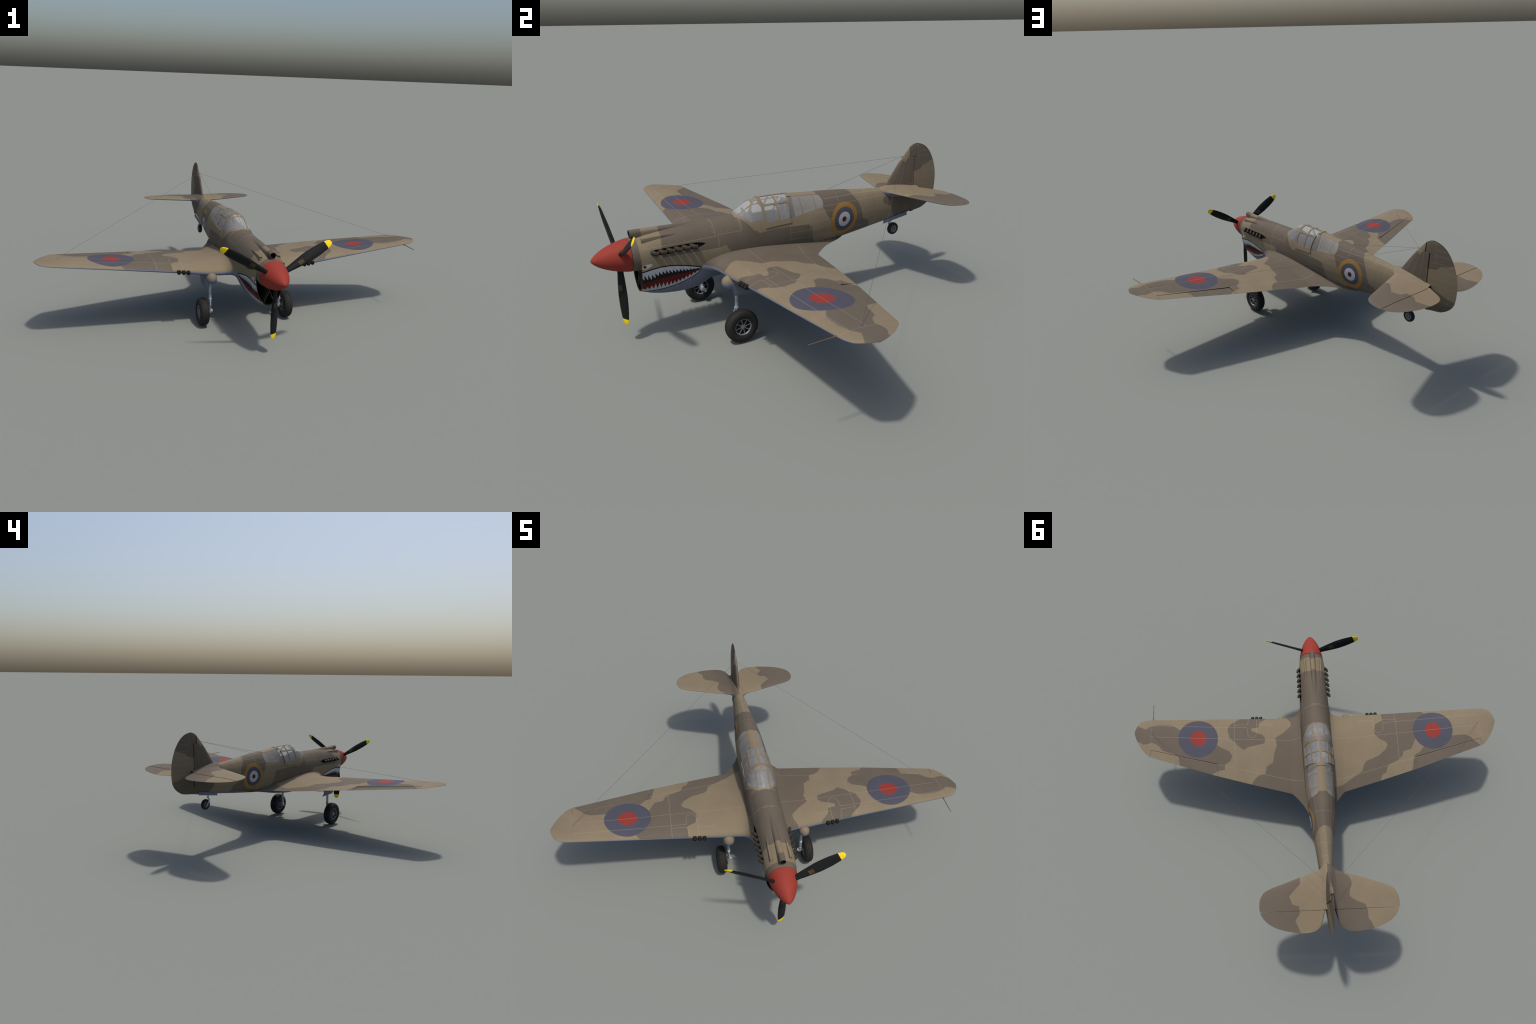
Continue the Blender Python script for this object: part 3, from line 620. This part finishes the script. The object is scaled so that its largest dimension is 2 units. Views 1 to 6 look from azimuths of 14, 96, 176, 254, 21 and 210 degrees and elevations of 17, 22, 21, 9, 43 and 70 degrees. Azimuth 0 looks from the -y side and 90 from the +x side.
def tail_ring(x,y0,y1,n=22):
    a,b=max(t_le(x),y0),min(t_te(x),y1); ys=[a+(b-a)*((k/n)**1.7 if y0<0 else 1-(1-k/n)**1.3) for k in range(n+1)]
    f=tail_pt if y0<0 else elevator_pt; return [f(x,y,True) for y in reversed(ys)]+[f(x,y,False) for y in ys[1:]]
def build_tail(sx):
    xs=frange(.0,.06,.004)+frange(.06,.33,.02)+frange(.33,.39,.008)+frange(.39,.4047,.0025)+[.4045]
    out=[]
    for nm,y0,y1 in(("horizontal_stabilizer",-9,T_HINGE),("elevator",T_HINGE+.0018,9)):
        X=[x for x in xs if nm[0]=='h' or (x>.0285 and t_te(x)>T_HINGE+.006)]
        if nm[0]=='e': X=[.0305]+X[1:]
        rows=[tail_ring(x,y0,y1) for x in X]; V,F=rings(rows,True,True,True); m=len(rows[0])
        idx=[2 if j==m-1 else 0 if j<m//2 else 1 for i in range(len(rows)-1) for j in range(m)]+[2,0]  # hinge wall and root cap are painted as if in shade
        if sx<0: V,F=mirror((V,F))
        out.append(mk(nm,V,F,[M_TAILP,M_BLUE,M_HINGE_SHADE],idx=idx,weld=.00005,sharp=40,parent=out[0] if out else None))
    return out
TAIL=[build_tail(1),build_tail(-1)]
f_le=lin([(.38,.84),(.50,.8760),(.56,.9192),(.6244,.9657),(.6666,.9969),(.7144,1.0351),(.7403,1.0585),(.752,1.0700),(.7638,1.0840),(.7705,1.0950),(.7755,1.1065),(.7790,1.1190),(.7797,1.1256)])
f_te=lin([(.3855,1.120),(.3862,1.1350),(.3885,1.1540),(.3920,1.1780),(.3968,1.2006),(.405,1.2190),(.4157,1.2364),(.428,1.2520),(.4415,1.2644),(.455,1.2735),(.469,1.2803),(.485,1.2840),(.502,1.2867),(.52,1.2880),(.555,1.2885),(.584,1.2868),(.607,1.2830),(.629,1.2775),(.663,1.2655),(.685,1.2555),(.703,1.2450),(.7215,1.2325),(.7365,1.2200),(.748,1.2080),(.7577,1.1955),(.767,1.1790),(.7731,1.1625),(.7775,1.146),(.7797,1.1300)])
f_hh=pchip([(.38,.0190),(.5,.0200),(.56,.0190),(.65,.0145),(.72,.0100),(.765,.0060),(.7797,.0006)])
STEP=.7062
def fin_half(y,z):
    a=f_le(z); b=f_te(z); h=f_hh(z); q=(y-a)/max(1e-4,1.06+.06*(.78-z)/.3-a) if z<STEP else (y-a)/max(1e-4,.4*(b-a))
    nose=math.sqrt(max(0,1-(1-min(1,max(0,q)))**2)); yh=1.11
    tailf=1 if y<yh else 1-(max(0,(y-yh)/max(1e-4,b-yh)))**1.25
    return h*nose*max(0,tailf)+.0006
def fin_piece(name,zs,y0,y1,parent,n=20,thin=0.0):
    rows=[]; half=lambda y,z: max(.0006,fin_half(y,z)-thin*max(0,min(1,1-(y-1.1135)/.13)))
    for z in zs:
        a=max(f_le(z),y0(z)); b=min(f_te(z),y1(z)); ys=[a+(b-a)*(.5-.5*math.cos(math.pi*k/n)) for k in range(n+1)]
        rows.append([(half(y,z),y,z) for y in ys]+[(-half(y,z),y,z) for y in reversed(ys)])
    V,F=rings(rows,True,True,True); return mk(name,V,F,M_FIN,parent=parent,weld=.00004,sharp=40)
fz=frange(.46,STEP-.0004,.02)+[STEP-.0004,STEP]+frange(STEP+.008,.762,.008)+[.7625]
FIN=fin_piece("vertical_fin",fz,lambda z:-9,lambda z:1.1078 if z<STEP-.0002 else 1.0795,None)
rz=frange(.3857,.40,.0025)+frange(.40,.47,.01)+frange(.47,.7005,.02)+[.7005,.7069,.7073]+frange(.715,.762,.008)+frange(.762,.7797,.0022)+[.7795]
rz=sorted(set(rz)); 
def rud0(z): return 1.1130 if z<.7071 else 1.0830
fin_piece("rudder",rz,rud0,lambda z:9,FIN,thin=.0030)
mk("rudder_hinge_post",*plate([(1.100,.40),(1.1125,.388),(1.1125,.705),(1.100,.705)],'x',0,.012),M_HINGE_SHADE,parent=FIN,smooth=False)  # near-black filler, painted shade along the rudder hinge

# ---------------------------------------------------------------- spinner and propeller
sp=[(0,0),(.0015,.0045),(.005,.0098),(.012,.0170),(.027,.0290),(.046,.0403),(.066,.0500),(.090,.0592),(.115,.0668),(.140,.0728),(.160,.0765),(.1700,.0778),(.1705,.0770),(.1705,.060)]
SPIN=mk("spinner",*lathe([(u-.7200,r) for u,r in sp],'y',(0,0,.4405),72),M_RED,weld=.00001,sharp=50)
def blade():
    """one blade along +z: chord along x, thickness along y, twisted towards the root"""
    ch=pchip([(.05,.0290),(.075,.0310),(.11,.0390),(.16,.0500),(.205,.0568),(.25,.0560),(.29,.0500),(.32,.0420),(.336,.0335),(.345,.0220),(.3490,.0050)])
    th=pchip([(.05,.0190),(.09,.0160),(.15,.0140),(.22,.0125),(.30,.0080),(.335,.0055),(.349,.0012)])
    tw=pchip([(.05,46),(.10,40),(.17,33),(.25,29),(.349,25)]); rows=[]; n=20
    for r in frange(.05,.325,.011)+frange(.325,.3492,.003)+[.3491]:
        a=math.radians(tw(r)); row=[]
        for k in range(n):
            t=2*math.pi*k/n; u=math.cos(t)*ch(r)/2; s=math.sin(t); v=th(r)/2*s*(1.25 if s>0 else .75)*(1+.25*math.cos(t))
            row.append((u*math.cos(a)-v*math.sin(a),-(u*math.sin(a)+v*math.cos(a)),r))
        rows.append(row)
    return rings(rows,True,True,True)
b0=None
for k in range(3):
    if b0 is None: b0=mk("propeller_blade",*blade(),M_BLADE,parent=SPIN,sharp=60); q=b0
    else: q=link(b0.copy(),SPIN)
    q.location=(0,-.5925,.4405); q.rotation_euler=(0,math.pi+k*2*math.pi/3,0)

# ---------------------------------------------------------------- main undercarriage
WR=.0832
def tyre(R,w,rim,groove=True):
    """half-width w, outer radius R, rim radius; lathe about x"""
    pr=[(-w*.62,rim-.002),(-w*.78,rim+.002)]
    for k in range(19):
        t=math.pi*(-.5+k/18)*1.0; e=.75
        pr.append((w*math.copysign(abs(math.sin(t))**e,math.sin(t)),rim+.010*R/.083+(R-rim-.010*R/.083)*abs(math.cos(t))**.62))
    pr+=[(w*.78,rim+.002),(w*.62,rim-.002)]
    out=[]
    for u,r in pr:
        if groove and r>R*.93 and any(abs(u-g)<w*.055 for g in(-.5*w,0,.5*w)): r-=.0012
        out.append((u,r))
    if groove:
        fine=[]
        f=lin(sorted(pr[2:-2]))
        for k in range(61):
            u=-w*.97+2*w*.97*k/60; r=f(u)
            if any(abs(u-g)<w*.045 for g in(-.55*w,-.18*w,.18*w,.55*w)): r-=.0016
            fine.append((u,r))
        out=[pr[0],pr[1],pr[2]]+fine+[pr[-3],pr[-2],pr[-1]]
    return lathe(out,'x',(0,0,0),56)
def rim_mesh(R,w,spokes=8):
    parts=[]
    for s in(1,-1):
        parts.append(lathe([(s*w*.60,R+.0005),(s*w*.80,R+.0012),(s*w*.82,R-.0010),(s*w*.70,R-.0035),(s*w*.55,R-.004)],'x',(0,0,0),48))
        parts.append(lathe([(s*w*.30,R*.30),(s*w*.66,R*.28),(s*w*.76,R*.22),(s*w*.78,R*.10),(s*w*.78,0)],'x',(0,0,0),28))
        for k in range(spokes):
            a=2*math.pi*k/spokes+.2; c,q=math.cos(a),math.sin(a); p=[(s*w*.66,c*R*.2,q*R*.2),(s*w*.60,c*R*.6,q*R*.6),(s*w*.62,c*(R-.001),q*(R-.001))]
            parts.append(tube(p,[R*.075,R*.062,R*.085],8))
    return join(*parts)
def wheel(name,R,w,rim,loc,par):
    hub=link(bpy.data.objects.new(name,None),par); hub.empty_display_size=.03; hub.location=loc
    mk("tyre",*tyre(R,w,rim),M_TYRE,parent=hub,sharp=50)
    mk("wheel_rim",*rim_mesh(rim,w),M_RIM,parent=hub,sharp=40)
    mk("wheel_disc",*lathe([(-w*.40,0),(-w*.40,rim),(w*.40,rim),(w*.40,0)],'x',(0,0,0),40),M_RIMD,parent=hub,sharp=40)
    return hub
for sx,W in((1,WINGS[0]),(-1,WINGS[1])):
    wheel("main_wheel",WR,.0275,.0415,(sx*.2620,-.1130,WR),None)
    sxx=.2190
    leg=lathe([(.290,.0085),(.236,.0085),(.235,.0092),(.226,.0092),(.225,.0084),(.193,.0084),(.192,.0078),(.189,.0078),(.188,.0086),(.166,.0086),(.165,.0104),(.158,.0104),(.157,.0092),(.139,.0090),(.138,.0062),(.108,.0062),(.107,.0080),(.100,.0080),(.098,.0112),(.088,.0122),(.076,.0112),(.070,.0070),(.0695,0)],'z',(sx*sxx,-.1150,0),24)
    axle=tube([(sx*(sxx-.012),-.1140,WR),(sx*(sxx+.030),-.1135,WR)],.0072,14)
    cap=tube([(sx*(sxx-.015),-.1140,WR),(sx*(sxx-.010),-.1140,WR)],.0102,14)
    sc=join(tube([(sx*sxx,-.124,.158),(sx*sxx,-.137,.128),(sx*sxx,-.124,.098)],.0028,8),box((sx*sxx,-.122,.161),(.012,.010,.006)),box((sx*sxx,-.122,.096),(.012,.010,.006)))
    mk("undercarriage_leg",*join(leg,axle,cap,sc),M_METAL,sharp=35)
    d=plate([(-.146,.2950),(-.1465,.262),(-.141,.243),(-.131,.2365),(-.006,.2290),(-.015,.240),(-.0185,.250),(-.016,.262),(-.008,.2740),(-.006,.3000)],'x',0,.0030)
    V=[(sx*(.2520-.10*max(0,.262-z)*2+x),y,z) for x,y,z in d[0]]; 
    mk("undercarriage_door",V,d[1] if sx>0 else [tuple(reversed(f)) for f in d[1]],M_BLUE,smooth=False)

# ---------------------------------------------------------------- tail wheel, doors
wheel("tail_wheel",.0352,.0115,.0180,(.0,.9970,.2985),None)
tw=join(tube([(-.0,.968,.375),(-.0,.9735,.347)],.0055,12),tube([(0,.9735,.349),(0,.9750,.3370)],[.0075,.0075],12),
  tube([(0,.975,.341),(-.0165,.978,.330),(-.0165,.990,.305),(-.0165,.997,.2985)],[.0045,.0048,.0042,.0042],10),
  tube([(-.019,.997,.2985),(-.002,.997,.2985)],.0045,10))
mk("tail_wheel_fork",*tw,M_METAL,parent=FUS,sharp=40)
for sx in(1,-1):
    d=plate([(.9065,.3480),(.9120,.3680),(1.0740,.3950),(1.0770,.3745)],'x',0,.0025)
    V=[(sx*(.020+.22*max(0,.372-z+(y-1.0)*.16))+x,y,z) for x,y,z in d[0]]
    mk("tail_wheel_door",V,d[1],M_BLUE,parent=FUS,smooth=False)

# ---------------------------------------------------------------- aerial wires
A=(0,1.0345,.7150)
for nm,b in(("p",(1.0735,-.0390,.4355)),("s",(-1.0735,-.0390,.4355)),("f",(-.004,.540,.5955))):
    mk("aerial_wire",*tube([A,b],.0006,6),M_WIRE,parent=FIN)
